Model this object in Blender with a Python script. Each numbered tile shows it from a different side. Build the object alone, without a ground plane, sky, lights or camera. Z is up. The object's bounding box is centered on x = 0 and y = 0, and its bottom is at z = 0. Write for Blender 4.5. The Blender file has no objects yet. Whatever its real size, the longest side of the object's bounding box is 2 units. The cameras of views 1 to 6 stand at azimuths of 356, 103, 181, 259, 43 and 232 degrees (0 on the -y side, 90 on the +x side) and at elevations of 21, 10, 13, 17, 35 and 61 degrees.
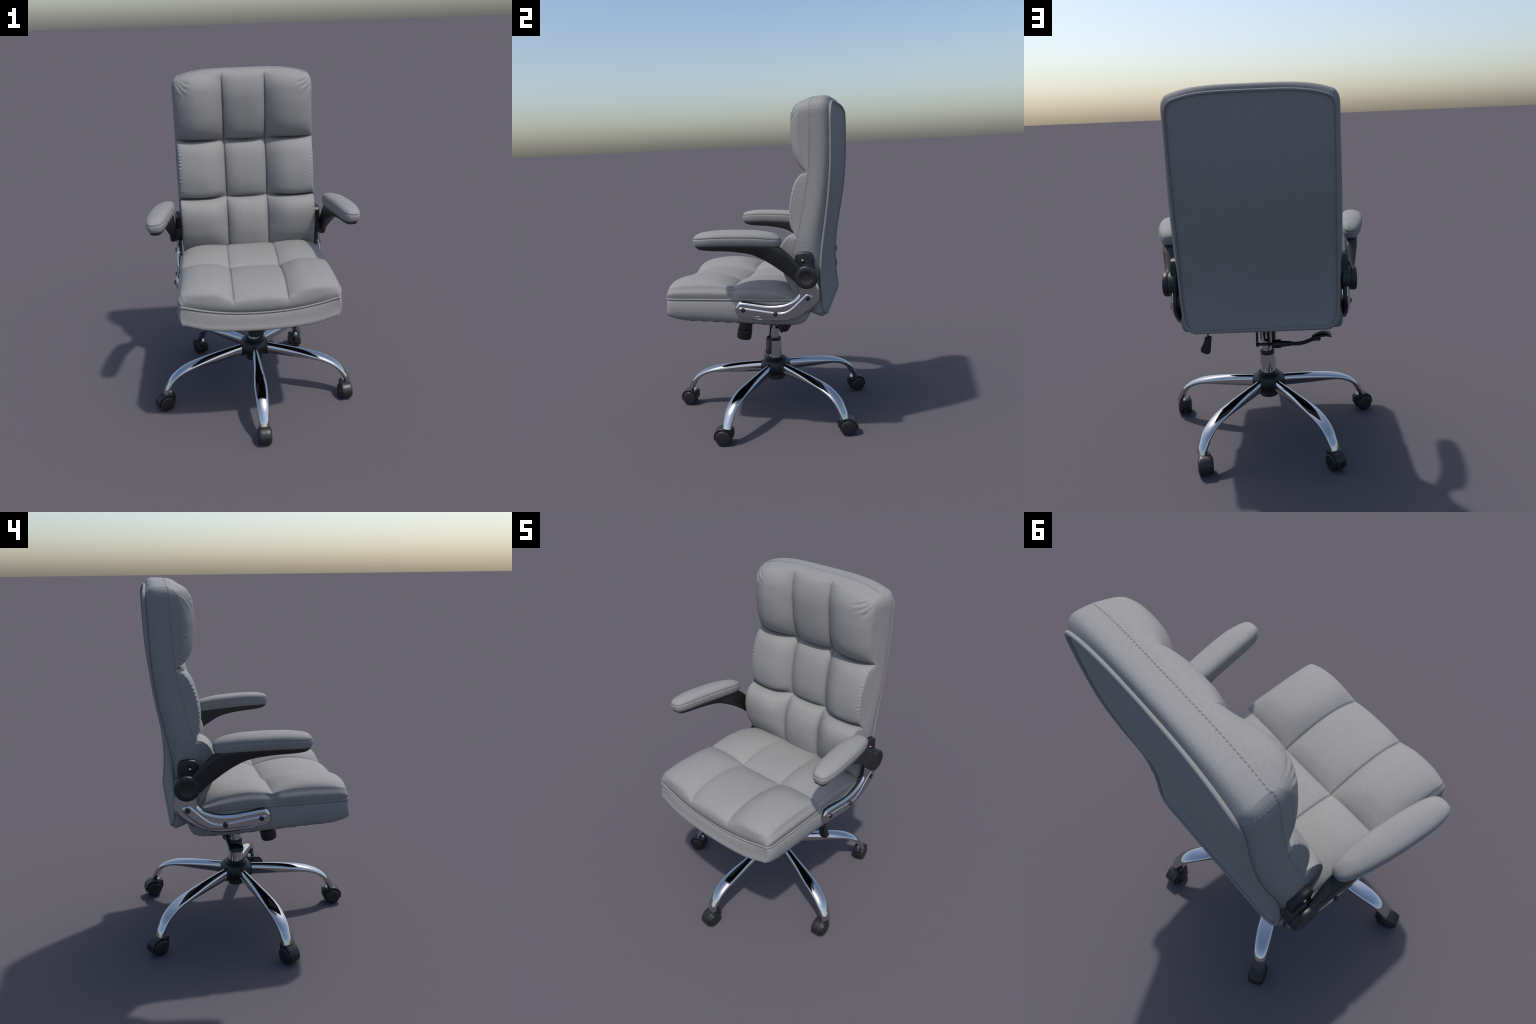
import bpy, bmesh, math, random
import numpy as np
from mathutils import Vector, Matrix, noise as mnoise

random.seed(7)
CX = 0.0225                      # symmetry plane of seat, back and arms
BX, BY = 0.015, 0.057            # axis of the swivel base
COL = bpy.context.scene.collection

# ------------------------------------------------------------------ materials
def principled(name):
    m = bpy.data.materials.new(name); m.use_nodes = True
    nt = m.node_tree; b = nt.nodes["Principled BSDF"]
    tc = nt.nodes.new("ShaderNodeTexCoord")
    return m, nt, b, tc

def noise_node(nt, tc, scale, detail=3.0, rough=0.55):
    n = nt.nodes.new("ShaderNodeTexNoise")
    n.inputs["Scale"].default_value = scale
    n.inputs["Detail"].default_value = detail
    n.inputs["Roughness"].default_value = rough
    nt.links.new(tc.outputs["Object"], n.inputs["Vector"])
    return n

def make_fabric(name, col, bump=0.13, mottle=0.068):
    m, nt, b, tc = principled(name)
    big = noise_node(nt, tc, 95, 4)
    fine = noise_node(nt, tc, 420, 2)
    mix = nt.nodes.new("ShaderNodeMath"); mix.operation = 'ADD'
    k = nt.nodes.new("ShaderNodeMath"); k.operation = 'MULTIPLY'; k.inputs[1].default_value = 0.55
    nt.links.new(fine.outputs["Fac"], k.inputs[0])
    nt.links.new(big.outputs["Fac"], mix.inputs[0]); nt.links.new(k.outputs[0], mix.inputs[1])
    ramp = nt.nodes.new("ShaderNodeValToRGB")
    ramp.color_ramp.elements[0].position = 0.45
    ramp.color_ramp.elements[1].position = 1.05
    lo = [c * (1 - mottle) for c in col]; hi = [c * (1 + mottle) for c in col]
    ramp.color_ramp.elements[0].color = (*lo, 1); ramp.color_ramp.elements[1].color = (*hi, 1)
    nt.links.new(mix.outputs[0], ramp.inputs[0])
    nt.links.new(ramp.outputs[0], b.inputs["Base Color"])
    b.inputs["Roughness"].default_value = 0.72
    b.inputs["Specular IOR Level"].default_value = 0.3
    vor = nt.nodes.new("ShaderNodeTexVoronoi"); vor.inputs["Scale"].default_value = 330
    nt.links.new(tc.outputs["Object"], vor.inputs["Vector"])
    add = nt.nodes.new("ShaderNodeMath"); add.operation = 'ADD'
    nt.links.new(vor.outputs["Distance"], add.inputs[0]); nt.links.new(fine.outputs["Fac"], add.inputs[1])
    bp = nt.nodes.new("ShaderNodeBump"); bp.inputs["Strength"].default_value = bump
    bp.inputs["Distance"].default_value = 0.0015
    nt.links.new(add.outputs[0], bp.inputs["Height"])
    nt.links.new(bp.outputs[0], b.inputs["Normal"])
    return m

def make_plastic(name, col, rough, bump=0.05):
    m, nt, b, tc = principled(name)
    n = noise_node(nt, tc, 260, 3)
    ramp = nt.nodes.new("ShaderNodeValToRGB")
    ramp.color_ramp.elements[0].color = (*[c * 0.85 for c in col], 1)
    ramp.color_ramp.elements[1].color = (*[c * 1.15 for c in col], 1)
    nt.links.new(n.outputs["Fac"], ramp.inputs[0]); nt.links.new(ramp.outputs[0], b.inputs["Base Color"])
    b.inputs["Roughness"].default_value = rough
    bp = nt.nodes.new("ShaderNodeBump"); bp.inputs["Strength"].default_value = bump
    bp.inputs["Distance"].default_value = 0.001
    nt.links.new(n.outputs["Fac"], bp.inputs["Height"]); nt.links.new(bp.outputs[0], b.inputs["Normal"])
    return m

def make_chrome(name, col, rough):
    m, nt, b, tc = principled(name)
    n = noise_node(nt, tc, 30, 2)
    ramp = nt.nodes.new("ShaderNodeMapRange")
    ramp.inputs["To Min"].default_value = rough * 0.8; ramp.inputs["To Max"].default_value = rough * 1.2
    nt.links.new(n.outputs["Fac"], ramp.inputs["Value"])
    nt.links.new(ramp.outputs[0], b.inputs["Roughness"])
    b.inputs["Base Color"].default_value = (*col, 1)
    b.inputs["Metallic"].default_value = 1.0
    return m

FABRIC = make_fabric("grey_upholstery", (0.219, 0.2185, 0.2175))
PIPING = make_fabric("grey_piping", (0.219, 0.2185, 0.2175), 0.05, 0.03)
THREAD = make_fabric("grey_thread", (0.210, 0.2095, 0.2085), 0.0, 0.03)
BLACK = make_plastic("black_plastic", (0.0125, 0.0125, 0.013), 0.42)
BLACK_FAB = make_plastic("black_lining", (0.008, 0.008, 0.009), 0.9)
CHROME = make_chrome("polished_chrome", (0.56, 0.56, 0.57), 0.06)

# ------------------------------------------------------------------ helpers
def empty(name, loc, parent=None):
    o = bpy.data.objects.new(name, None); COL.objects.link(o)
    o.location = loc; o.empty_display_size = 0.1
    if parent: attach(o, parent)
    return o

def attach(o, parent):
    bpy.context.view_layer.update()
    o.parent = parent
    o.matrix_parent_inverse = parent.matrix_world.inverted()

def obj(name, verts, faces, mat, parent=None, sharp=40, recalc=True, smooth=True):
    me = bpy.data.meshes.new(name)
    me.from_pydata([tuple(map(float, v)) for v in verts], [], faces)
    me.update()
    if recalc:
        bm = bmesh.new(); bm.from_mesh(me)
        bmesh.ops.remove_doubles(bm, verts=bm.verts, dist=1e-6)
        bmesh.ops.recalc_face_normals(bm, faces=bm.faces); bm.to_mesh(me); bm.free()
    if smooth:
        me.shade_smooth()
        if sharp: me.set_sharp_from_angle(angle=math.radians(sharp))
    me.materials.append(mat)
    o = bpy.data.objects.new(name, me); COL.objects.link(o)
    if parent: attach(o, parent)
    return o

def loft(rings, closed=True, cap0=True, cap1=True):
    """rings: list of equal-length vertex lists -> verts, faces"""
    n = len(rings[0]); V = [p for r in rings for p in r]; F = []
    m = n if closed else n - 1
    for i in range(len(rings) - 1):
        for j in range(m):
            a = i * n + j; b = i * n + (j + 1) % n
            F.append((a, b, b + n, a + n))
    if cap0: F.append(tuple(range(n))[::-1])
    if cap1: F.append(tuple(range((len(rings) - 1) * n, len(rings) * n)))
    return V, F

def join(parts):
    V, F = [], []
    for v, f in parts:
        k = len(V); V += list(v); F += [tuple(i + k for i in q) for q in f]
    return V, F

def catmull(pts, n, closed=False):
    """n samples, evenly spaced by arc length, through the control points"""
    P = [np.array(p, float) for p in pts]; out = []
    N = len(P); segs = N if closed else N - 1
    for i in range(segs):
        p1, p2 = P[i], P[(i + 1) % N]
        p0 = P[(i - 1) % N] if closed or i > 0 else 2 * p1 - p2
        p3 = P[(i + 2) % N] if closed or i + 2 < N else 2 * p2 - p1
        for k in range(24):
            t = k / 24
            out.append(0.5 * (2 * p1 + (p2 - p0) * t + (2 * p0 - 5 * p1 + 4 * p2 - p3) * t * t + (3 * p1 - p0 - 3 * p2 + p3) * t ** 3))
    out.append(P[0] if closed else P[-1])
    A = np.array(out); d = np.r_[0, np.cumsum(np.linalg.norm(np.diff(A, axis=0), axis=1))]
    q = np.linspace(0, d[-1], n + 1)[:-1] if closed else np.linspace(0, d[-1], n)
    return np.stack([np.interp(q, d, A[:, c]) for c in range(A.shape[1])], 1)

def smooth01(a, b, x):
    t = min(1.0, max(0.0, (x - a) / (b - a))); return t * t * (3 - 2 * t)

def tube(path, radius, seg=12, closed=False, caps=True):
    P = [Vector(p) for p in path]; n = len(P)
    rad = radius if hasattr(radius, "__len__") else [radius] * n
    rings = []; up = None
    for i in range(n):
        a = P[(i - 1) % n] if closed or i > 0 else P[i]
        b = P[(i + 1) % n] if closed or i < n - 1 else P[i]
        t = (b - a).normalized()
        if up is None:
            up = t.orthogonal().normalized()
        up = (up - t * up.dot(t)).normalized()
        s = t.cross(up)
        rings.append([P[i] + rad[i] * (math.cos(w) * up + math.sin(w) * s) for w in [2 * math.pi * k / seg for k in range(seg)]])
    if closed: rings.append(rings[0])
    return loft(rings, True, caps and not closed, caps and not closed)

def revolve(profile, centre, axis='z', seg=48):
    """profile: (radius, height) pairs from one end to the other"""
    rings = []
    for r, h in profile:
        ring = []
        for k in range(seg):
            w = 2 * math.pi * k / seg; c, s = r * math.cos(w), r * math.sin(w)
            ring.append({'z': (centre[0] + c, centre[1] + s, centre[2] + h),
                         'x': (centre[0] + h, centre[1] + c, centre[2] + s)}[axis])
        rings.append(ring)
    return loft(rings)

def plate(outline, x0, x1, bevel, segs=5, width=None):
    """slab: closed (y, z) outline between x0 and x1, edge rounded off on the x1 side"""
    P = np.array(outline, float)
    T = np.roll(P, -1, 0) - np.roll(P, 1, 0); T /= np.linalg.norm(T, axis=1)[:, None]
    N = np.stack([T[:, 1], -T[:, 0]], 1)
    area = .5 * np.sum(P[:, 0] * np.roll(P[:, 1], -1) - np.roll(P[:, 0], -1) * P[:, 1])
    if area < 0: N = -N
    d = 1 if x1 > x0 else -1
    rings = [[(x0, y, z) for y, z in P]]
    for k in range(segs + 1 if bevel else 1):
        t = k / segs
        if width: ins, up = width * t, 1 - (1 - t) ** 1.7            # sloping shoulder
        else: ins, up = bevel * (1 - math.cos(t * math.pi / 2)), math.sin(t * math.pi / 2)
        Q = P - N * ins
        rings.append([(x1 - d * bevel * (1 - up), y, z) for y, z in Q])
    return loft(rings)

def super_ring(n, e, a, b):
    """closed superellipse, half sizes a, b"""
    out = []
    for k in range(n):
        w = 2 * math.pi * k / n; c, s = math.cos(w), math.sin(w)
        out.append((a * math.copysign(abs(c) ** (2 / e), c), b * math.copysign(abs(s) ** (2 / e), s)))
    return out

def stitches(path, normals, length=0.008, gap=0.006, r=0.0007, lift=0.0001):
    """thread dashes lying on a surface along a path"""
    P = np.array(path, float); N = np.array(normals, float)
    d = np.r_[0, np.cumsum(np.linalg.norm(np.diff(P, axis=0), axis=1))]
    parts = []; q = 0.0
    at = lambda A, x: Vector([np.interp(x, d, A[:, c]) for c in range(3)])
    while q + length < d[-1]:
        a, b = at(P, q), at(P, q + length); nn = at(N, q + length / 2).normalized()
        t = (b - a).normalized(); s = t.cross(nn).normalized()
        rings = []
        for f, k in ((0, 0.35), (0.2, 1), (0.8, 1), (1, 0.35)):
            c = a.lerp(b, f) + nn * lift
            rings.append([c + r * k * (math.cos(w) * s + math.sin(w) * nn) for w in [math.pi / 3 * j for j in range(6)]])
        parts.append(loft(rings)); q += length + gap
    return join(parts)

def grid_panels(P, sbreaks, tbreaks, name, mat, parent):
    """cut a (t, s) grid of points into named panels along the quilting seams"""
    for a, b in zip(tbreaks[:-1], tbreaks[1:]):
        for c, d in zip(sbreaks[:-1], sbreaks[1:]):
            sub = [[P[i][j] for j in range(c, d + 1)] for i in range(a, b + 1)]
            V, F = loft(sub, False, False, False)
            o = obj(name, V, F, mat, parent, sharp=None, recalc=False)
            me = o.data
            ref = Vector(sub[len(sub) // 2][len(sub[0]) // 2])
            if me.polygons[len(me.polygons) // 2].normal.dot(PANEL_OUT) < 0:
                me.flip_normals()

# ------------------------------------------------------------------ the thing
chair = empty("office_chair", (BX, BY, 0))
chair["label"] = "grey quilted high back swivel office chair with chrome base"
chair["category"] = "office chair"

# ================================================================== BACKREST
# each row of quilting is described by four upright profiles (y, z): through the middle of the
# centre column, along the sewn column seam, over the crown of the side column, and at the side edge
BACK = {
 "centre": ([(.330,.79),(.285,.85),(.252,.92),(.237,1.0),(.234,1.05),(.238,1.10),(.254,1.15),(.290,1.20),(.350,1.220)],
            [(.350,1.220),(.325,1.235),(.312,1.27),(.306,1.32),(.308,1.38),(.316,1.44),(.332,1.50),(.358,1.545),(.404,1.572)],
            [(.404,1.572),(.368,1.585),(.341,1.62),(.321,1.68),(.308,1.75),(.302,1.82),(.303,1.87),(.312,1.92),(.329,1.960),(.356,1.983),(.383,1.993),(.405,1.996)]),
 "seam":   ([(.330,.79),(.305,.85),(.285,.92),(.277,1.0),(.280,1.05),(.284,1.10),(.298,1.15),(.325,1.20),(.350,1.220)],
            [(.350,1.220),(.346,1.25),(.342,1.30),(.342,1.35),(.346,1.40),(.354,1.45),(.365,1.50),(.385,1.545),(.404,1.572)],
            [(.404,1.572),(.385,1.60),(.365,1.65),(.349,1.70),(.342,1.75),(.338,1.80),(.333,1.85),(.335,1.90),(.345,1.95),(.362,1.979),(.385,1.990),(.405,1.994)]),
 "crown":  ([(.345,.79),(.305,.84),(.265,.90),(.235,.95),(.212,1.0),(.200,1.05),(.195,1.11),(.203,1.16),(.227,1.198),(.265,1.216),(.332,1.222)],
            [(.332,1.222),(.282,1.232),(.262,1.26),(.256,1.31),(.257,1.37),(.266,1.43),(.285,1.50),(.308,1.542),(.338,1.566),(.378,1.576)],
            [(.378,1.576),(.345,1.587),(.316,1.615),(.294,1.66),(.281,1.72),(.275,1.79),(.277,1.84),(.284,1.895),(.304,1.938),(.335,1.967),(.370,1.981),(.405,1.985)]),
 "edge":   ([(.345,.79),(.310,.84),(.275,.90),(.247,.95),(.226,1.0),(.213,1.06),(.210,1.11),(.220,1.16),(.245,1.20),(.274,1.218),(.315,1.224)],
            [(.315,1.224),(.292,1.24),(.280,1.28),(.277,1.33),(.279,1.38),(.288,1.44),(.308,1.50),(.338,1.55),(.378,1.578)],
            [(.378,1.578),(.362,1.60),(.350,1.65),(.342,1.70),(.337,1.78),(.337,1.84),(.342,1.88),(.353,1.911),(.371,1.938),(.389,1.952),(.405,1.958)])}
CREASE_X = 0.1285

def back_half_width(z):
    h = .404 + .012 * smooth01(.79, 1.0, z)
    if z < .85:
        u = (.85 - z) / .06; h = .345 + (h - .345) * math.sqrt(max(0, 1 - u * u))
    if z > 1.895:
        u = min(1, (z - 1.895) / .067); h = .374 + (h - .374) * math.sqrt(max(0, 1 - u * u))
    return h

# spacing across the width: dense at seams and at the edges
def across(edge, crease, n_mid, n_side):
    c = [crease * math.sin(math.pi / 2 * k / n_mid) for k in range(-n_mid, n_mid + 1)]
    s = [crease + (edge - crease) * (.5 - .5 * math.cos(math.pi * k / n_side)) for k in range(1, n_side + 1)]
    return [-x for x in s[::-1]] + c + s

def sample_rows(table, counts):
    out = {}; breaks = [0]; rows = []
    for key, rws in table.items():
        pts = []
        for r, (p, n) in enumerate(zip(rws, counts)):
            q = catmull(p, n)
            if r: q = q[1:]
            pts += [tuple(v) for v in q]
        out[key] = pts
    for r, n in enumerate(counts):
        breaks.append(breaks[-1] + n - 1); rows += [r] * (n if r == 0 else n - 1)
    return out, breaks, rows

def quilt(ax, pc, ps, pk, pe, cx, kx, ex):
    """cross profile over one half width: centre puff, sewn seam, side puff, edge"""
    pc, ps, pk, pe = map(np.array, (pc, ps, pk, pe))
    if ax <= cx:
        return ps + (pc - ps) * (1 - (ax / cx) ** 3.0) ** .8
    if ax <= kx:
        return ps + (pk - ps) * (1 - (1 - (ax - cx) / (kx - cx)) ** 2.5)
    q = min(1, (ax - kx) / (ex - kx))
    return pk + (pe - pk) * (1 - math.sqrt(max(0, 1 - .985 * q * q))) / (1 - math.sqrt(.015))

SC = CREASE_X / .416
XS = across(1.0, SC, 26, 52)
IC0, IC1 = 52, 52 + 52
BP, tb, rows = sample_rows(BACK, (90, 80, 110))
prof = BP["edge"]
NT, NS = len(prof), len(XS)
row_len = [tb[1], tb[2] - tb[1], tb[3] - tb[2]]

def back_point(it, js):
    ye, ze = prof[it]; r = rows[it]; h = back_half_width(ze)
    s = XS[js]; a = abs(s); sg = math.copysign(1, s)
    ax = a / SC * CREASE_X if a <= SC else CREASE_X + (a - SC) / (1 - SC) * (h - CREASE_X)
    kx = min(.300, h - .075)
    pc, pe = np.array(BP["centre"][it]), np.array(prof[it])
    P = quilt(ax, pc, BP["seam"][it], BP["crown"][it], pe, CREASE_X, kx, h)
    flat = smooth01(NT - 22, NT - 6, it)                 # the quilting dies out towards the top seam
    y, z = P * (1 - flat) + (pc + (pe - pc) * (ax / h) ** 4) * flat
    if sg < 0 and r == 2: y += .012 * smooth01(.29, .41, ax) * (1 - flat)
    if sg < 0: y += (.006, .009, .002)[r] * smooth01(CREASE_X, .29, ax) * (1 - flat)      # the left pads sit a little flatter
    dep = .008 * max(0, 1 - abs(ax - CREASE_X) / .0065) * (1 - flat)
    near = smooth01(0, 9, min(it - tb[r], tb[r + 1] - it))
    # gathers along the sewn side edge, uneven in size and spacing
    if r == 1 or (r == 2 and ze < 1.80 and sg < 0) or (r == 0 and ze > 1.05):
        w = math.exp(-((h - ax - .007) / .008) ** 2)
        if w > .02:
            lim = smooth01(1.80, 1.74, ze) * .6 if r == 2 else (1 if r == 1 else .6)
            amp = .5 + .9 * mnoise.noise((ze * 22, sg * 7, 1.7))
            ph = ze * 330 + 5 * mnoise.noise((ze * 14, sg * 4, 0))
            dep += .0048 * max(0, amp) * w * near * lim * math.sin(ph)
    # pulled wrinkles at the two upper corners
    if ze > 1.78 and ax > .24:
        u, v = .425 - ax, 1.962 - z
        rad = math.hypot(u, v); ang = math.atan2(v, u)
        win = smooth01(.15, .075, rad) * smooth01(.034, .062, rad) * smooth01(0, .014, h - ax) * smooth01(.15, .5, ang) * smooth01(1.45, 1.15, ang)
        ph = ang * 9 + sg * .9 + 9 * rad + 1.6 * mnoise.noise((u * 16, v * 16, sg))      # a fan of narrow folds
        dep += .010 * win * ((1 - abs(math.sin(ph))) ** 1.4 - .3)
    dep += .0025 * mnoise.noise((sg * ax * 6, z * 6, 3.1)) * near
    k = smooth01(1.86, 1.985, z)
    return (CX + sg * ax, y + dep * math.cos(k * math.pi / 2), z - dep * math.sin(k * math.pi / 2))

FB = [[back_point(i, j) for j in range(NS)] for i in range(NT)]
back = None
band_pts = []

SEAM = [(.75,.36),(.85,.325),(.95,.29),(1.1,.280),(1.2,.303),(1.29,.331),(1.43,.363),(1.59,.388),(1.81,.402),(2.02,.405)]
PIPE = [(.70,.446),(.75,.447),(.80,.436),(.87,.428),(.97,.425),(1.1,.434),(1.2,.448),(1.33,.471),(1.45,.489),(1.55,.500),(1.65,.507),(1.8,.511),(1.964,.511),(2.1,.508)]
PIPE = [tuple(p) for p in catmull(PIPE, 200)]; SEAM = [tuple(p) for p in catmull(SEAM, 200)]
pl = lambda T, z: float(np.interp(z, [a for a, b in T], [b for a, b in T]))
loop = [(i, 0) for i in range(NT)] + [(NT - 1, j) for j in range(1, NS)] + [(i, NS - 1) for i in range(NT - 2, -1, -1)] + [(0, j) for j in range(NS - 2, 0, -1)]
def smooth_loop(A, it):
    A = np.array(A)
    for _ in range(it): A = .25 * np.roll(A, 1, 0) + .5 * A + .25 * np.roll(A, -1, 0)
    return A
Fl = np.array([FB[i][j] for i, j in loop])
Sl, Bl, Rl = [], [], []
def zmap(z, za, zb): return za + (z - .79) * (zb - za) / (2.0 - .79)
for (i, j), p in zip(loop, Fl):
    on_top = i == NT - 1; on_bot = i == 0
    z = zmap(p[2], .765, 1.998)
    sy = p[1] + .006 if on_top else pl(SEAM, z)
    Sl.append((CX + (p[0] - CX) * (.426 / .416), max(sy, p[1] + .004), p[2] - .012 if on_bot else (p[2] + .0008 if on_top else z)))
    zb = zmap(p[2], .737, 2.000)
    by = .5 * (pl(SEAM, zb) + pl(PIPE, zb)) + .020
    wide = .435 - .005 * smooth01(1.4, 1.8, zb) - .010 * smooth01(1.1, .78, zb)
    Bl.append((CX + (p[0] - CX) * (wide / .416), by, zb))
    z = zmap(p[2], .755, 1.964)
    Rl.append((CX + (p[0] - CX) * (.408 / .416), pl(PIPE, z), z))
Sl, Bl, Rl = smooth_loop(Sl, 6), smooth_loop(Bl, 12), smooth_loop(Rl, 12)
Rl[:, 1] = [pl(PIPE, z) - .012 * max(0, 1 - ((x - CX) / .38) ** 2) * smooth01(1.8, 1.95, z) + .005 * (x - CX) / .4 * smooth01(1.5, 1.1, z) for x, z in zip(Rl[:, 0], Rl[:, 2])]

def band_at(u):
    """u 0..1 front edge to stitch seam, 1..2 to the widest line, 2..3 to the piping"""
    K = [2 * Fl - Sl, Fl, Sl, Bl, Rl, Rl + (Rl - Bl) * np.array([1, .25, 1])]
    i = min(int(u), 2); t = u - i; p0, p1, p2, p3 = K[i], K[i + 1], K[i + 2], K[i + 3]
    return .5 * (2 * p1 + (p2 - p0) * t + (2 * p0 - 5 * p1 + 4 * p2 - p3) * t * t + (3 * p1 - p0 - 3 * p2 + p3) * t ** 3)
def loop_normals(A, B):
    T = np.roll(A, -1, 0) - np.roll(A, 1, 0); N = np.cross(T, B - A)
    N /= np.maximum(1e-9, np.linalg.norm(N, axis=1))[:, None]
    C = A.mean(0); s = np.sign(np.einsum('ij,ij->i', N, (A - C) * np.array([1, 0, 1]))); s[s == 0] = 1
    return N * s[:, None]
US = [0, .04, .1, .2, .35, .5, .65, .8, .88, .93, .96, 1, 1.04, 1.07, 1.12, 1.2, 1.35, 1.5, 1.65, 1.8, 2, 2.2, 2.4, 2.55, 2.7, 2.82, 2.92, 3]
rings = []
for u in US:
    A = band_at(u)
    g = .0012 * math.exp(-((u - 1) / .025) ** 2)
    if g > 1e-4: A = A - loop_normals(A, band_at(u + .01)) * g
    rings.append([tuple(p) for p in A])
V, F = loft(rings, True, False, False)
back = obj("backrest", V, F, FABRIC, chair, sharp=None)
PANEL_OUT = Vector((0, -1, 0))
grid_panels(FB, [0, IC0, IC1, NS - 1], tb, "quilted_back_panel", FABRIC, back)

# rear panel, slightly bellied, set inside the piping
BELLY = [(.75,.000),(.80,.003),(.9,.006),(1.05,.009),(1.2,.009),(1.45,.008),(1.6,.004),(1.8,.000),(2.0,.000)]
RP = []
left = {i: k for k, (i, j) in enumerate(loop) if j == 0}
right = {i: k for k, (i, j) in enumerate(loop) if j == NS - 1}
topk = {j: k for k, (i, j) in enumerate(loop) if i == NT - 1}
botk = {j: k for k, (i, j) in enumerate(loop) if i == 0}
# even vertical spacing is enough for the flat rear sheet
levels = list(range(0, NT, 3)); levels = levels if levels[-1] == NT - 1 else levels + [NT - 1]
cols = list(range(0, NS, 4)); cols = cols if cols[-1] == NS - 1 else cols + [NS - 1]
for i in levels:
    a, b = Rl[left[i]], Rl[right[i]]; row = []
    v = levels.index(i) / (len(levels) - 1)
    for j in cols:
        f = (XS[j] + 1) / 2
        p = a * (1 - f) + b * f
        tz = Rl[topk[j]][2] - (Rl[left[NT - 1]][2] * (1 - f) + Rl[right[NT - 1]][2] * f)
        bz = Rl[botk[j]][2] - (Rl[left[0]][2] * (1 - f) + Rl[right[0]][2] * f)
        z = p[2] + tz * smooth01(.5, 1, (p[2] - .755) / 1.17) + bz * smooth01(.3, 0, (p[2] - .755) / 1.17)
        e = min(1 - abs(2 * f - 1), 2 * (p[2] - .755), 2 * (1.95 - p[2]))
        e = max(0, e)
        y = pl(PIPE, z) - .012 * max(0, 1 - ((p[0] - CX) / .38) ** 2) * smooth01(1.8, 1.95, z) + .005 * (p[0] - CX) / .4 * smooth01(1.5, 1.1, z) + pl(BELLY, z) * (1 - (2 * f - 1) ** 2) * smooth01(0, .25, e) + .004 * smooth01(.0, .05, e)
        row.append((CX + (p[0] - CX) * .992, y, z))
    RP.append(row)
V, F = loft(RP, False, False, False)
o = obj("rear_panel", V, F, FABRIC, back, sharp=None, recalc=False)
if o.data.polygons[len(o.data.polygons) // 2].normal.y < 0: o.data.flip_normals()

def even_loop(A, n):
    A = np.vstack([A, A[:1]]); d = np.r_[0, np.cumsum(np.linalg.norm(np.diff(A, axis=0), axis=1))]
    q = np.linspace(0, d[-1], n + 1)[:-1]
    return np.stack([np.interp(q, d, A[:, c]) for c in range(3)], 1)
Rout = Rl + np.array([0, .003, 0]); Rout[:, 0] = CX + (Rout[:, 0] - CX) * 1.007; Rout[:, 2] = 1.36 + (Rout[:, 2] - 1.36) * 1.003
pipe_loop = smooth_loop(even_loop(Rout, 420), 3)
V, F = tube(pipe_loop, .0080, 12, closed=True)
obj("piping", V, F, PIPING, back, sharp=None)
inner = pipe_loop.copy(); c0 = pipe_loop.mean(0)
inner[:, 0] = c0[0] + (inner[:, 0] - c0[0]) * .957; inner[:, 2] = c0[2] + (inner[:, 2] - c0[2]) * .972
inner[:, 1] = [pl(PIPE, z) + .003 + pl(BELLY, z) * .2 for z in inner[:, 2]]
parts = []
for u in (.965, 1.05):
    A = band_at(u); N = loop_normals(A, band_at(u + .01))
    keep = np.array([loop[k][0] > 20 for k in range(len(loop))])
    parts.append(stitches(A[keep], N[keep], .0075, .0065))
A = band_at(.06); N = loop_normals(A, band_at(.07))
for side in (0, NS - 1):
    ks = [k for k, (i, j) in enumerate(loop) if j == side and 60 < i < NT - 30]
    parts.append(stitches(A[ks], N[ks], .007, .007))
# short cross seam on each upper corner, from the stitch line to the piping
for side in (-1, 1):
    k = (left if side < 0 else right)[NT - 16]
    for off in (-3, 3):
        us = np.linspace(1.05, 2.9, 24)
        P = np.array([band_at(u)[k + off] for u in us]); N = np.array([loop_normals(band_at(u), band_at(u + .01))[k + off] for u in us])
        parts.append(stitches(P, N, .0075, .006))
V, F = join(parts)
o = obj("stitching", V, F, THREAD, back, sharp=None); o["kind"] = "stuff"

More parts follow.
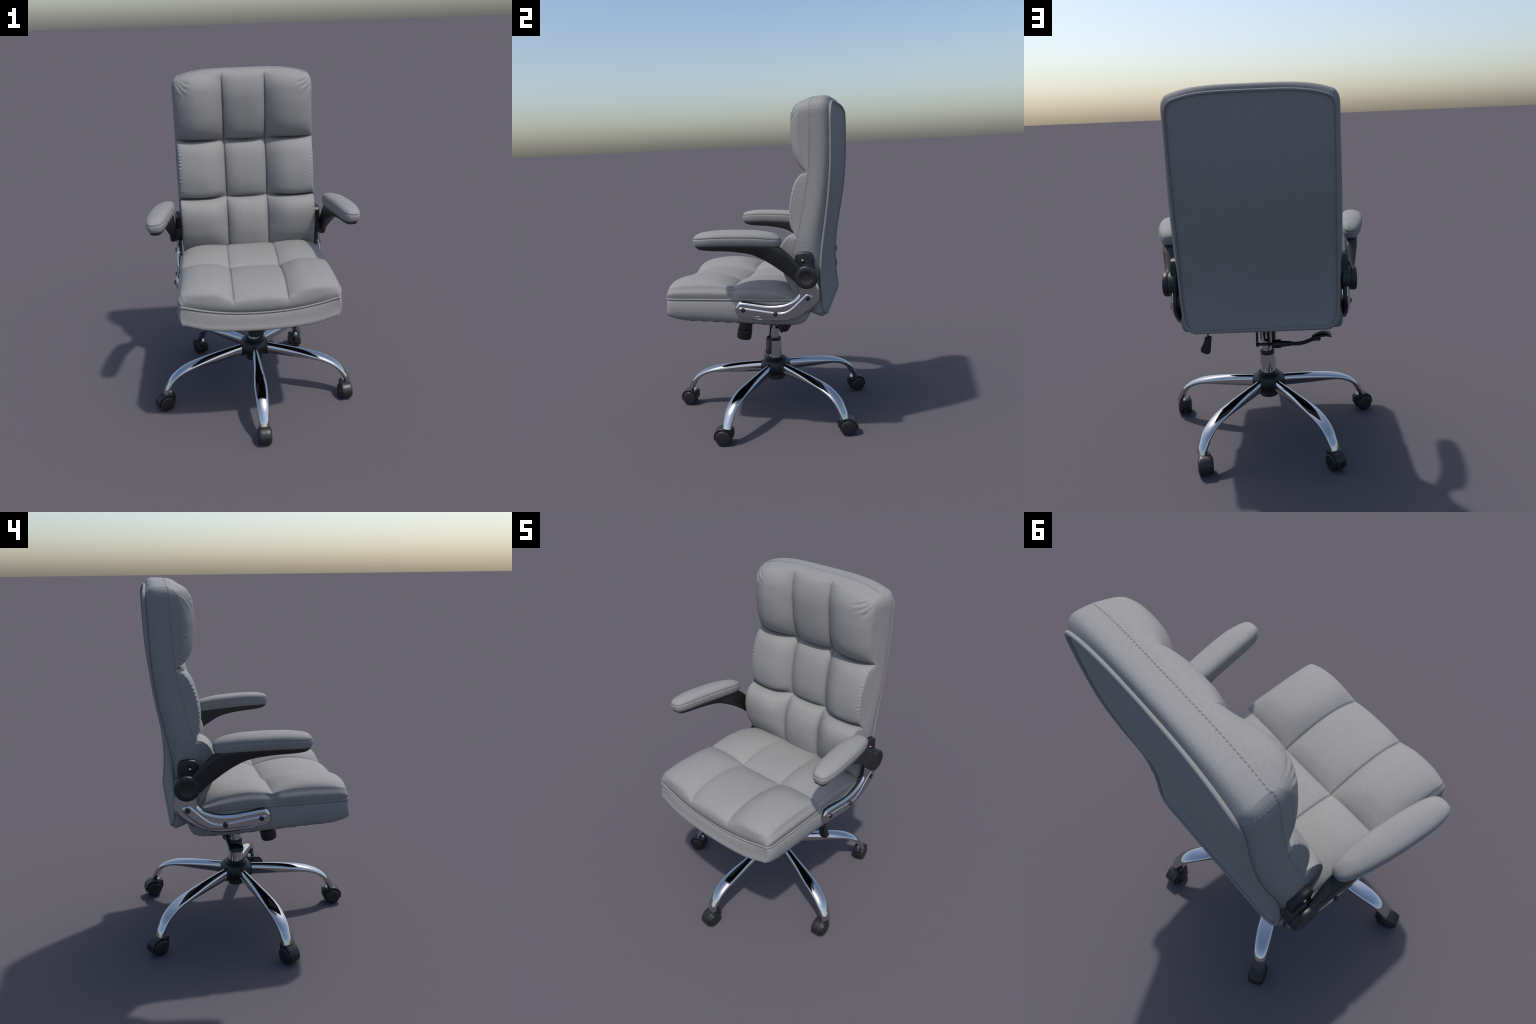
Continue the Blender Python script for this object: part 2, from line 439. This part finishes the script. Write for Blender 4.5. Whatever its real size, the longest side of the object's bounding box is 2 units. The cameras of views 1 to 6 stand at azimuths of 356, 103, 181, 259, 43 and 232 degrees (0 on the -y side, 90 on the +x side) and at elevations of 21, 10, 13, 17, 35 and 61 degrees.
# ================================================================== SEAT
SEATP = {   # profiles (y, z) from the front piping over the cushion to the rear
 "centre": ([(-.504,.800),(-.516,.825),(-.518,.858),(-.508,.886),(-.48,.907),(-.42,.928),(-.35,.939),(-.27,.942),(-.20,.937),(-.14,.926),(-.10,.910),(-.083,.898)],
            [(-.083,.898),(-.06,.915),(-.02,.929),(.04,.937),(.12,.940),(.20,.937),(.26,.927),(.30,.91),(.33,.86)]),
 "seam":   ([(-.506,.806),(-.513,.830),(-.511,.855),(-.502,.875),(-.48,.886),(-.45,.902),(-.40,.920),(-.35,.929),(-.30,.932),(-.25,.931),(-.20,.925),(-.15,.916),(-.11,.907),(-.083,.897)],
            [(-.083,.897),(-.05,.909),(0,.922),(.06,.929),(.12,.932),(.20,.931),(.26,.92),(.30,.90),(.33,.86)]),
 "crown":  ([(-.508,.826),(-.515,.850),(-.512,.885),(-.498,.922),(-.46,.947),(-.39,.965),(-.29,.974),(-.20,.970),(-.14,.954),(-.102,.936),(-.083,.921)],
            [(-.083,.921),(-.066,.933),(-.03,.947),(.03,.959),(.10,.960),(.18,.953),(.25,.935),(.30,.905),(.33,.86)]),
 "edge":   ([(-.494,.853),(-.498,.872),(-.493,.895),(-.474,.914),(-.44,.922),(-.35,.927),(-.25,.928),(-.17,.925),(-.11,.920),(-.083,.913)],
            [(-.083,.913),(-.06,.918),(-.02,.923),(.05,.926),(.12,.919),(.19,.905),(.26,.88),(.30,.868),(.33,.857)])}
SCX = 0.147; HW = .438; WALL = .80; EDGE_X = .424
SP, stb, srow = sample_rows(SEATP, (120, 90))
SS = SCX / EDGE_X * WALL
XS2 = across(WALL, SS, 28, 44)
wall = [WALL + (1 - WALL) * k / 16 for k in range(1, 17)]
XS2 = [-w for w in wall[::-1]] + XS2 + wall
J0 = 16 + 44; J1 = J0 + 56; JE0 = 16; JE1 = len(XS2) - 17
PIPE_Z = .853

def seat_point(it, js):
    s = XS2[js]; a = abs(s); sg = math.copysign(1, s); r = srow[it]
    ye, ze = SP["edge"][it]
    near = smooth01(0, 12, abs(it - stb[1]))
    corner = min(1, max(0, (-.445 - ye) / .053))
    hw_k = 1 - .05 * (1 - math.sqrt(max(0, 1 - corner ** 2))) - .03 * smooth01(.15, .33, ye)
    if a <= WALL:
        ax = a / WALL * EDGE_X
        pc, pe = np.array(SP["centre"][it]), np.array(SP["edge"][it])
        P = quilt(ax, pc, SP["seam"][it], SP["crown"][it], pe, SCX, .29, EDGE_X)
        flat = smooth01(22, 3, it)                           # smooth line along the front piping
        y, z = P * (1 - flat) + (pc + (pe - pc) * (ax / EDGE_X) ** 2.2) * flat
        z -= .005 * max(0, 1 - abs(ax - SCX) / .0065) * (1 - flat)
        z -= .002 * mnoise.noise((sg * ax * 7, y * 7, 8.2)) * near * smooth01(4, 20, it)
        x = ax
    else:
        w = (a - WALL) / (1 - WALL); y = ye
        z = ze + (PIPE_Z - ze) * w
        x = EDGE_X + (HW - EDGE_X) * smooth01(0, .55, w) + .006 * math.sin(math.pi * w) * smooth01(.86, .90, ze) * near
        x -= .005 * (1 - near) * math.sin(math.pi * min(1, w + .1))
    return (CX + sg * x * hw_k, y, z)

FS = [[seat_point(i, j) for j in range(len(XS2))] for i in range(len(srow))]
MT, MS = len(FS), len(XS2)
sl = [(i, 0) for i in range(MT)] + [(MT - 1, j) for j in range(1, MS)] + [(i, MS - 1) for i in range(MT - 2, -1, -1)] + [(0, j) for j in range(MS - 2, 0, -1)]
Pl = np.array([FS[i][j] for i, j in sl])
Ploop = smooth_loop(even_loop(Pl, 480), 3)
BOT = [(-.60,.724),(-.49,.724),(-.30,.719),(-.06,.711),(.15,.703),(.30,.699),(.4,.699)]
cs = np.array([CX, -.08])
def seat_ring(f, inset):
    """f 0 at the piping, 1 at the bottom; inset in metres"""
    out = []
    for x, y, z in Ploop:
        zb = pl(BOT, y) - .026 * (1 - min(1, abs(x - CX) / .42) ** 2) * smooth01(-.40, -.50, y) + .016 * smooth01(.27, .43, abs(x - CX)) * smooth01(-.40, -.50, y); zz = z - .003 + (zb - z) * f
        dx, dy = x - CX, y - cs[1]
        xx = CX + math.copysign(max(0, abs(dx) - inset * min(1, abs(dx) / .2)), dx)
        yy = y - math.copysign(inset * min(1, abs(dy) / .3), dy)
        if y > .2: yy += smooth01(.2, .33, y) * float(np.interp(f, [0, .25, .5, .7, .85, 1], [.02, .045, .045, .03, .005, -.03]))
        if y < -.3:      # the front band swells forwards below the piping
            yy -= smooth01(-.35, -.465, y) * (.5 + .5 * (1 - min(1, (dx / .43) ** 4))) * float(np.interp(f, [0, .1, .3, .55, .8, 1], [0, .012, .021, .026, .027, .026]))
        out.append((xx, yy, zz))
    return out
prof_b = [(0, .003), (.05, -.002), (.15, -.006), (.35, -.010), (.55, -.010), (.72, -.007), (.84, -.001), (.92, .006), (.97, .014), (1.0, .028), (1.0, .09)]
V, F = loft([seat_ring(f, i) for f, i in prof_b], True, True, True)
seat = obj("seat", V, F, FABRIC, chair, sharp=None)
PANEL_OUT = Vector((0, -.3, 1))
grid_panels(FS, [0, J0, J1, MS - 1], stb, "quilted_seat_panel", FABRIC, seat)
Pout = Ploop.copy(); Pout[:, 0] = CX + (Pout[:, 0] - CX) * 1.002; Pout[:, 1] -= .003 * np.array([smooth01(-.3, -.5, y) for y in Ploop[:, 1]])
V, F = tube(Pout, .0052, 10, closed=True)
obj("piping", V, F, PIPING, seat, sharp=None)
lin = [[(CX + (x - CX) * k, cs[1] + (y - cs[1]) * k, z - dz) for x, y, z in np.array(seat_ring(1, .03))] for k, dz in ((1, -.004), (1, .0035), (.9, .005), (.3, .006))]
rip = [0.0015 * math.sin(k * .55) + .001 * math.sin(k * 1.31) for k in range(len(Ploop))]
lin[1] = [(p[0], p[1], p[2] + r) for p, r in zip(lin[1], rip)]
V, F = loft(lin)
obj("bottom_lining", V, F, BLACK_FAB, seat, sharp=None)
parts = []
for j, dj in ((JE0, -1), (JE1, 1)):
    for off in (2,):
        ii = [i for i in range(30, MT - 25)]
        P = [FS[i][j + dj * off] for i in ii]
        N = [np.array((dj * .9, 0, .45)) for i in ii]
        parts.append(stitches(P, N, .007, .006, .0009))
V, F = join(parts)
o = obj("stitching", V, F, THREAD, seat, sharp=None); o["kind"] = "stuff"

# ================================================================== ARMS, per side
def X(sg, rel): return CX + sg * rel

PAD_TOP = [(-.27,1.262),(-.23,1.268),(-.135,1.2755),(-.04,1.276),(.087,1.270),(.176,1.256),(.229,1.242),(.25,1.236)]
PAD_BOT = [(-.27,1.191),(-.09,1.196),(.08,1.189),(.22,1.176),(.25,1.170)]
PAD_C = [(-.27,.552),(-.13,.539),(.0,.523),(.12,.507),(.24,.491)]        # centre line, distance from symmetry plane

def pad_rings(sg):
    rings = []; n = 96
    yc, L = -.0125, .244
    levels = [(0, .76), (.02, .84), (.10, .91), (.25, .965), (.40, .994), (.50, .998), (.550, .986), (.568, .956), (.595, .950), (.612, .974), (.66, .968),
              (.72, .945), (.79, .89), (.86, .80), (.92, .66), (.96, .48), (.985, .30), (.997, .14), (1.0, .02)]
    for f, k in levels:
        ring = []
        for a, b in super_ring(n, 3.3, 1, 1):
            kk = k
            l = 1 - (1 - k) * .35 if f > .56 else 1 - (1 - k) * .25
            y = yc + L * a * l
            w = .062 - .009 * smooth01(0, .24, y) 
            x = pl(PAD_C, y) + w * b * kk
            zt, zb = pl(PAD_TOP, y), pl(PAD_BOT, y)
            z = zb + (zt - zb) * f
            ring.append((X(sg, x), y, z - .006 * (x - pl(PAD_C, y)) / .07 * f))
        rings.append(ring)
    return rings

ARM = [  # top (y, z), bottom (y, z), width, centre distance
    ((-.248,1.192),(-.243,1.185),.034,.549), ((-.234,1.194),(-.221,1.171),.062,.547), ((-.18,1.197),(-.17,1.163),.070,.541),
    ((-.05,1.200),(-.05,1.155),.074,.527), ((.08,1.194),(.055,1.137),.072,.513), ((.19,1.186),(.117,1.109),.068,.502),
    ((.238,1.158),(.168,1.080),.064,.497), ((.275,1.121),(.217,1.044),.054,.492), ((.312,1.084),(.263,1.007),.042,.488),
    ((.342,1.058),(.298,.975),.034,.486), ((.372,1.040),(.335,.958),.030,.485)]

BRACKET = [(.313,.90),(.294,.872),(.256,.849),(.20,.832),(.125,.829),(.05,.838),(-.025,.847),(-.052,.835),(-.068,.803),(-.060,.773),(-.031,.756),
           (.045,.743),(.158,.733),(.242,.741),(.308,.765),(.383,.815),(.424,.862),(.432,.905),(.421,.956),(.408,1.005),(.365,1.022),(.325,1.0),(.315,.95)]
BEAD = [(-.043,.802),(-.033,.816),(.05,.807),(.175,.790),(.225,.793),(.27,.818),(.312,.857),(.348,.892),(.372,.901),(.390,.887),(.388,.866),
        (.328,.806),(.285,.776),(.244,.760),(.16,.755),(.05,.761),(-.029,.770),(-.043,.785)]
MOUNT = [(.297,1.10),(.302,1.118),(.318,1.131),(.35,1.136),(.383,1.131),(.398,1.115),(.403,1.09),(.406,1.045),(.424,1.01),(.425,.98),(.405,.948),(.37,.938),(.33,.948),(.312,.98),(.309,1.04)]
BOLTS = [(-.015, .800), (.175, .779), (.365, .873)]

for sg in (1, -1):
    arm = None
    secs = []
    for (ty, tz), (by, bz), w, c in ARM:
        cy, cz = (ty + by) / 2, (tz + bz) / 2; hy, hz = (ty - by) / 2, (tz - bz) / 2
        ring = []
        for a, b in super_ring(28, 4.5, 1, 1):
            taper = 1 - .38 * max(0, -b) * smooth01(.22, .10, cy)          # rounder underneath
            ring.append((X(sg, c + a * w / 2 * taper), cy + hy * b, cz + hz * b))
        secs.append(ring)
    A = np.array(secs); dense = []
    res = [catmull(A[:, k, :], 60) for k in range(A.shape[1])]
    for i in range(60): dense.append([tuple(res[k][i]) for k in range(A.shape[1])])
    V, F = loft(dense)
    arm = obj("armrest", V, F, BLACK, chair, sharp=50)
    V, F = loft(pad_rings(sg), True, True, False)
    m0 = len(V) - 96
    F += [(m0 + j, m0 + j + 1, m0 + (96 - j - 1) % 96, m0 + (96 - j) % 96) for j in range(1, 47)] + [(m0, m0 + 1, m0 + 95), (m0 + 47, m0 + 48, m0 + 49)]
    obj("arm_pad", V, F, FABRIC, arm, sharp=None)
    pr = pad_rings(sg)
    parts = []
    for lev in (10,):
        P = pr[lev] + pr[lev][:1]
        N = [np.array((p[0] - X(sg, .52), .3 * (p[1] + .01), .045)) for p in P]
        parts.append(stitches(P, N, .007, .006, .0009))
    V, F = join(parts)
    o = obj("stitching", V, F, THREAD, arm, sharp=None); o["kind"] = "stuff"
    # pivot: dished outer cap on a thicker barrel
    c = (X(sg, 0), .365, .998); R = .0655
    cap = [(R * .97, .4775), (R, .480), (R, .494), (R * .985, .4995), (R * .95, .503), (R * .86, .5055), (R * .62, .5065), (R * .55, .5055), (R * .45, .5025), (R * .25, .501), (.001, .5005)]
    V, F = revolve([(r, sg * h) for r, h in cap], c, 'x', 64)
    obj("pivot_cap", V, F, BLACK, arm, sharp=50)
    V, F = revolve([(R * .985, sg * h) for h in (.437, .474)] + [(R * .95, sg * .477)], c, 'x', 64)
    obj("pivot_barrel", V, F, BLACK, arm, sharp=40)
    out = catmull(MOUNT, 90, True)
    V, F = plate([tuple(p) for p in out], X(sg, .431), X(sg, .463), .011, 5)
    obj("back_mount", V, F, BLACK, arm, sharp=40)
    # counter-sunk hole with a chrome screw
    h = (X(sg, 0), .343, 1.088)
    V, F = revolve([(.0001, sg * .4635), (.0095, sg * .4636), (.0135, sg * .4640), (.0170, sg * .4636), (.0178, sg * .462)], h, 'x', 28)
    obj("screw_recess", V, F, BLACK_FAB, arm)
    V, F = revolve([(.0085, sg * .460), (.0082, sg * .4655), (.006, sg * .468), (.0005, sg * .4695)], h, 'x', 20)
    obj("screw", V, F, CHROME, arm)
    # bracket joining back and seat
    out = [tuple(p) for p in catmull(BRACKET, 170, True)]
    V, F = plate(out, X(sg, .4535), X(sg, .4675), .011, 10, .015)
    br = obj("side_bracket", V, F, CHROME, chair, sharp=35)
    ctr = np.array(out).mean(0)
    V, F = plate(out, X(sg, .4385), X(sg, .4532), 0)
    obj("bracket_backing", V, F, BLACK, br, sharp=35)
    V, F = plate([tuple(p) for p in catmull(BEAD, 140, True)], X(sg, .4660), X(sg, .4725), .0062, 10, .0098)
    obj("raised_rib", V, F, CHROME, br, sharp=35)
    for by, bz in BOLTS:
        V, F = revolve([(.0138, sg * .468), (.0138, sg * .4755), (.0125, sg * .4785), (.008, sg * .4805), (.0005, sg * .481)], (X(sg, 0), by, bz), 'x', 24)
        obj("bolt", V, F, BLACK, br)

# ================================================================== MECHANISM under the seat
def box(x0, x1, y0, y1, z0, z1, bev=.004):
    bm = bmesh.new(); bmesh.ops.create_cube(bm, size=1)
    for v in bm.verts:
        v.co = ((x0 + x1) / 2 + v.co.x * (x1 - x0), (y0 + y1) / 2 + v.co.y * (y1 - y0), (z0 + z1) / 2 + v.co.z * (z1 - z0))
    bmesh.ops.bevel(bm, geom=list(bm.edges), offset=bev, segments=2, profile=.5, affect='EDGES')
    bm.verts.index_update(); V = [tuple(v.co) for v in bm.verts]; F = [tuple(v.index for v in f.verts) for f in bm.faces]
    bm.free(); return V, F

V, F = join([box(CX - .10, CX + .10, .013, .170, .660, .704), box(CX - .07, CX + .07, -.20, .03, .645, .704), box(CX - .045, CX + .045, .03, .14, .640, .67)])
mech = obj("tilt_mechanism", V, F, BLACK, chair, sharp=40)
tab = [(.085,.605),(.088,.585),(.098,.560),(.115,.545),(.138,.540),(.160,.550),(.175,.572),(.180,.60),(.182,.665),(.082,.665)]
for x in (.040, -.030):
    V, F = plate(tab, CX + x, CX + x + .008, 0)
    obj("pivot_tab", V, F, BLACK, mech, sharp=40)
V, F = revolve([(.018, .042), (.018, .0495), (.010, .0495), (.010, .046), (.0005, .046)], (CX, .140, .566), 'x', 24)
obj("tab_bushing", V, F, BLACK_FAB, mech)
# tension knob, ribbed grip on a leaning stem
def leaning(profile, ribs=0):
    a = Vector((BX, -.120, .64)); d = Vector((0, -.19, -1)).normalized(); s = Vector((1, 0, 0)); t = d.cross(s)
    rings = []
    for r, h in profile:
        rings.append([a + d * h + (s * math.cos(w) + t * math.sin(w)) * (r * (1 + (.018 * math.cos(w * ribs) if ribs else 0))) for w in [2 * math.pi * k / 96 for k in range(96)]])
    return loft(rings)
V, F = leaning([(.043, -.03), (.044, .06), (.0445, .096), (.042, .099)])
knob = obj("tension_knob", V, F, BLACK, mech, sharp=40)
V, F = leaning([(.044, .099), (.0475, .101), (.048, .11), (.047, .155), (.044, .164), (.03, .166), (.001, .166)], 24)
obj("knob_grip", V, F, BLACK, mech, sharp=60)
# height lever: wire arm with a flat drop paddle (right side)
wire = catmull([(CX + .06, .10, .655), (.18, .100, .652), (.28, .102, .648), (.335, .106, .640), (.352, .105, .622), (.355, .100, .590)], 50)
V, F = tube(wire, .0048, 10)
lever = obj("height_lever", V, F, BLACK, mech, sharp=50)
padl = [(.336,.600),(.372,.600),(.375,.585),(.388,.555),(.401,.530),(.400,.512),(.385,.500),(.366,.494),(.350,.500),(.343,.520),(.339,.560)]
out = catmull(padl, 60, True)
sections = []
for ins, yy in ((.72, -.0135), (.90, -.0125), (1, -.008), (1, .008), (.90, .0125), (.72, .0135)):
    c = out.mean(0)
    sections.append([(c[0] + (p[0] - c[0]) * ins, .099 + yy - .10 * (p[1] - .60) * -1 * .12, c[1] + (p[1] - c[1]) * (1 - (1 - ins) * .6)) for p in out])
V, F = loft(sections)
obj("lever_paddle", V, F, BLACK, mech, sharp=60)
# tilt lever: rod, sleeve, corrugated gooseneck and thumb paddle (left side)
LY = .118
V, F = join([revolve([(.008, -.085), (.008, .062)], (0, LY, .549), 'x', 16),
             revolve([(.001, .078), (.009, .076), (.0135, .069), (.0135, .064), (.009, .058), (.008, .055)], (0, LY, .549), 'x', 20)])
rod = obj("tilt_lever", V, F, BLACK, mech, sharp=40)
V, F = join([revolve([(.020, -.016), (.0255, -.018), (.0255, -.069), (.020, -.071)], (0, LY, .549), 'x', 28),
             revolve([(.0185, -.069), (.0185, -.075), (.0135, -.130), (.010, -.132)], (0, LY, .548), 'x', 28)])
obj("lever_sleeve", V, F, BLACK, mech, sharp=40)
goose = catmull([(-.128, LY, .547), (-.165, LY, .546), (-.205, LY, .552), (-.245, LY - .002, .566), (-.268, LY - .003, .574)], 90)
V, F = tube(goose, [.0115 + .0018 * math.sin(k * 2 * math.pi / 6.4) for k in range(90)], 16)
obj("lever_gooseneck", V, F, BLACK, mech, sharp=60)
V, F = box(-.300, -.256, LY - .020, LY + .012, .562, .584, .004)
obj("paddle_socket", V, F, BLACK, mech, sharp=40)
psec = []
for x, z, w, t, y in ((-.250, .580, .018, .010, LY - .004), (-.275, .588, .030, .012, LY - .006), (-.305, .596, .038, .011, LY - .010), (-.335, .597, .040, .010, LY - .012), (-.355, .592, .038, .010, LY - .012), (-.362, .586, .030, .008, LY - .012)):
    psec.append([(x, y + a, z + b) for a, b in super_ring(24, 2.8, w, t)])
A = np.array(psec); res = [catmull(A[:, k, :], 24) for k in range(24)]
V, F = loft([[tuple(res[k][i]) for k in range(24)] for i in range(24)])
obj("thumb_paddle", V, F, BLACK, mech, sharp=60)

# ================================================================== GAS LIFT
V, F = revolve([(.0445, .335), (.0442, .36), (.0432, .468), (.0425, .4715), (.038, .472)], (BX, BY, 0), 'z', 64)
lift = obj("gas_lift", V, F, CHROME, chair, sharp=40)
V, F = revolve([(.0405, .470), (.0405, .478), (.042, .480), (.042, .487), (.040, .490), (.033, .4905), (.031, .487)], (BX, BY, 0), 'z', 48)
obj("lift_collar", V, F, BLACK, lift, sharp=40)
V, F = revolve([(.030, .480), (.030, .64)], (BX, BY, 0), 'z', 48)
obj("lift_rod", V, F, CHROME, lift, sharp=40)

# ================================================================== STAR BASE
hub_prof = [(.030,.212),(.052,.212),(.0545,.216),(.052,.226),(.050,.244),(.0515,.248),(.060,.256),(.076,.263),(.087,.275),(.0915,.292),(.0915,.310),(.087,.328),(.078,.342),(.066,.352),(.0585,.355),(.056,.352),(.0475,.352),(.046,.346)]
hp = [tuple(p) for p in hub_prof]
V, F = revolve(hp, (BX, BY, 0), 'z', 72)
base = obj("hub", V, F, BLACK, chair, sharp=50)
LEG = [  # outer/top (r, z), inner/bottom (r, z), width
    ((.050,.328),(.050,.252),.047), ((.12,.322),(.12,.249),.050), ((.183,.316),(.187,.245),.055), ((.267,.306),(.27,.240),.063), ((.351,.293),(.345,.238),.074),
    ((.42,.278),(.405,.236),.080), ((.472,.261),(.45,.229),.079), ((.518,.239),(.492,.213),.075), ((.554,.213),(.524,.194),.071), ((.577,.188),(.545,.172),.068),
    ((.595,.160),(.560,.147),.065), ((.609,.136),(.573,.125),.062), ((.619,.110),(.585,.105),.061)]
def leg_mesh(ang):
    ca, sa = math.cos(ang), math.sin(ang); secs = []
    for (r0, z0), (r1, z1), w in LEG:
        cr, cz, hr, hz = (r0 + r1) / 2, (z0 + z1) / 2, (r0 - r1) / 2, (z0 - z1) / 2
        ring = []
        for a, b in super_ring(48, 2.05, w / 2, 1):
            r = cr + hr * b; z = cz + hz * b
            ring.append((BX + r * ca - a * sa, BY + r * sa + a * ca, z))
        secs.append(ring)
    A = np.array(secs); res = [catmull(A[:, k, :], 90) for k in range(48)]
    return loft([[tuple(res[k][i]) for k in range(48)] for i in range(90)])

STEM_R = .577
# caster mesh in local space: stem on the z axis, wheel trails along +x, ground at z = 0
AX, WR = .035, .0470
def caster_parts():
    P = {}
    # hood: shell over both wheels, arc in the x-z plane, running into the stem socket
    out_arc = []
    for k in range(33):
        a = math.radians(-14 + (152) * k / 32)
        r = .0555 + .006 * math.sin(max(0, math.radians(152 * k / 32 - 10)))
        out_arc.append((AX + r * math.cos(a), WR + r * math.sin(a)))
    prof = out_arc + [(-.020, .098), (-.027, .096), (-.0285, .088), (-.0285, .062), (-.025, .050), (-.016, .041), (-.006, .040)]
    in_arc = [(AX + .0505 * math.cos(a), WR + .0505 * math.sin(a)) for a in [math.radians(172 - 186 * k / 32) for k in range(33)]]
    prof = prof + in_arc
    secs = []
    for w, g in ((-.0315, .0045), (-.030, .0015), (-.027, 0), (-.012, 0), (.012, 0), (.027, 0), (.030, .0015), (.0315, .0045)):
        ring = []
        for k, (x, z) in enumerate(prof):
            wx = w
            if x < -.004 and z > .03:                       # socket end is round in plan
                lim = math.sqrt(max(.00002, .0295 ** 2 - (x + .001) ** 2 * .95))
                wx = max(-lim, min(lim, w))
            if k < len(out_arc):
                x = AX + (x - AX) * (1 - g * 12); z = WR + (z - WR) * (1 - g * 12)
            ring.append((x, wx, z))
        secs.append(ring)
    P["hood"] = loft(secs)
    P["web"] = box(AX - .048, AX + .040, -.006, .006, .018, .075, .003)
    P["socket"] = revolve([(.0255, .070), (.0265, .074), (.0265, .099), (.0245, .102), (.017, .102), (.016, .100)], (0, 0, 0), 'z', 36)
    P["stem"] = revolve([(.0165, .098), (.0165, .101), (.009, .122), (.0055, .128), (.0055, .136)], (0, 0, 0), 'z', 28)
    rings = [(WR * .90, .010), (WR, .013), (WR, .030), (WR * .985, .034), (WR * .95, .0365), (WR * .93, .0375), (WR * .80, .0395), (WR * .55, .041), (WR * .25, .0415), (.0005, .0417)]
    def wheel(sg):
        out = []
        for r, h in rings:
            out.append([(AX + r * math.cos(w), sg * h, WR + r * math.sin(w)) for w in [2 * math.pi * k / 56 for k in range(56)]])
        return loft(out)
    P["w1"] = wheel(1); P["w2"] = wheel(-1)
    return P
CP = caster_parts()
meshes = {}
DIRS = [(0.0, -1.0), (.10, -1.0), (-.19, 1.0), (-.53, .85), (-.90, -.42)]
hood0 = None
for n, deg in enumerate((-90, -18, 54, 126, 198)):
    ang = math.radians(deg)
    V, F = leg_mesh(ang)
    leg = obj("leg", V, F, CHROME, base, sharp=50)
    ca, sa = math.cos(ang), math.sin(ang)
    ringset = []
    for r, g in ((.045, .0055), (.088, .0055), (.0925, .0045), (.094, .002), (.093, -.002)):
        zt, zb = .3275 - (r - .05) * .08 + g, .2515 - (r - .05) * .04 - g
        ringset.append([(BX + r * ca - a * sa, BY + r * sa + a * ca, (zt + zb) / 2 + b) for a, b in super_ring(40, 2.1, .0245 + g, (zt - zb) / 2)])
    V, F = loft(ringset)
    obj("leg_socket", V, F, BLACK, base, sharp=50)
    dx, dy = DIRS[n]; rot = math.atan2(dy, dx)
    loc = (BX + STEM_R * math.cos(ang), BY + STEM_R * math.sin(ang), 0)
    M = Matrix.Translation(loc) @ Matrix.Rotation(rot, 4, 'Z')
    if n == 0:
        hd = obj("caster", *join([CP["hood"], CP["web"], CP["socket"]]), BLACK, None, sharp=40)
        st = obj("caster_stem", *CP["stem"], CHROME, None, sharp=40)
        w1 = obj("wheel", *CP["w1"], BLACK, None, sharp=40); w2 = obj("wheel", *CP["w2"], BLACK, None, sharp=40)
        proto = [hd, st, w1, w2]; cur = proto
    else:
        cur = []
        for p in proto:
            q = p.copy(); q.parent = None; COL.objects.link(q); cur.append(q)
    for q in cur:
        q.parent = None; q.matrix_parent_inverse = Matrix(); q.matrix_world = M
    attach(cur[0], chair)
    for q in cur[1:]: attach(q, cur[0])
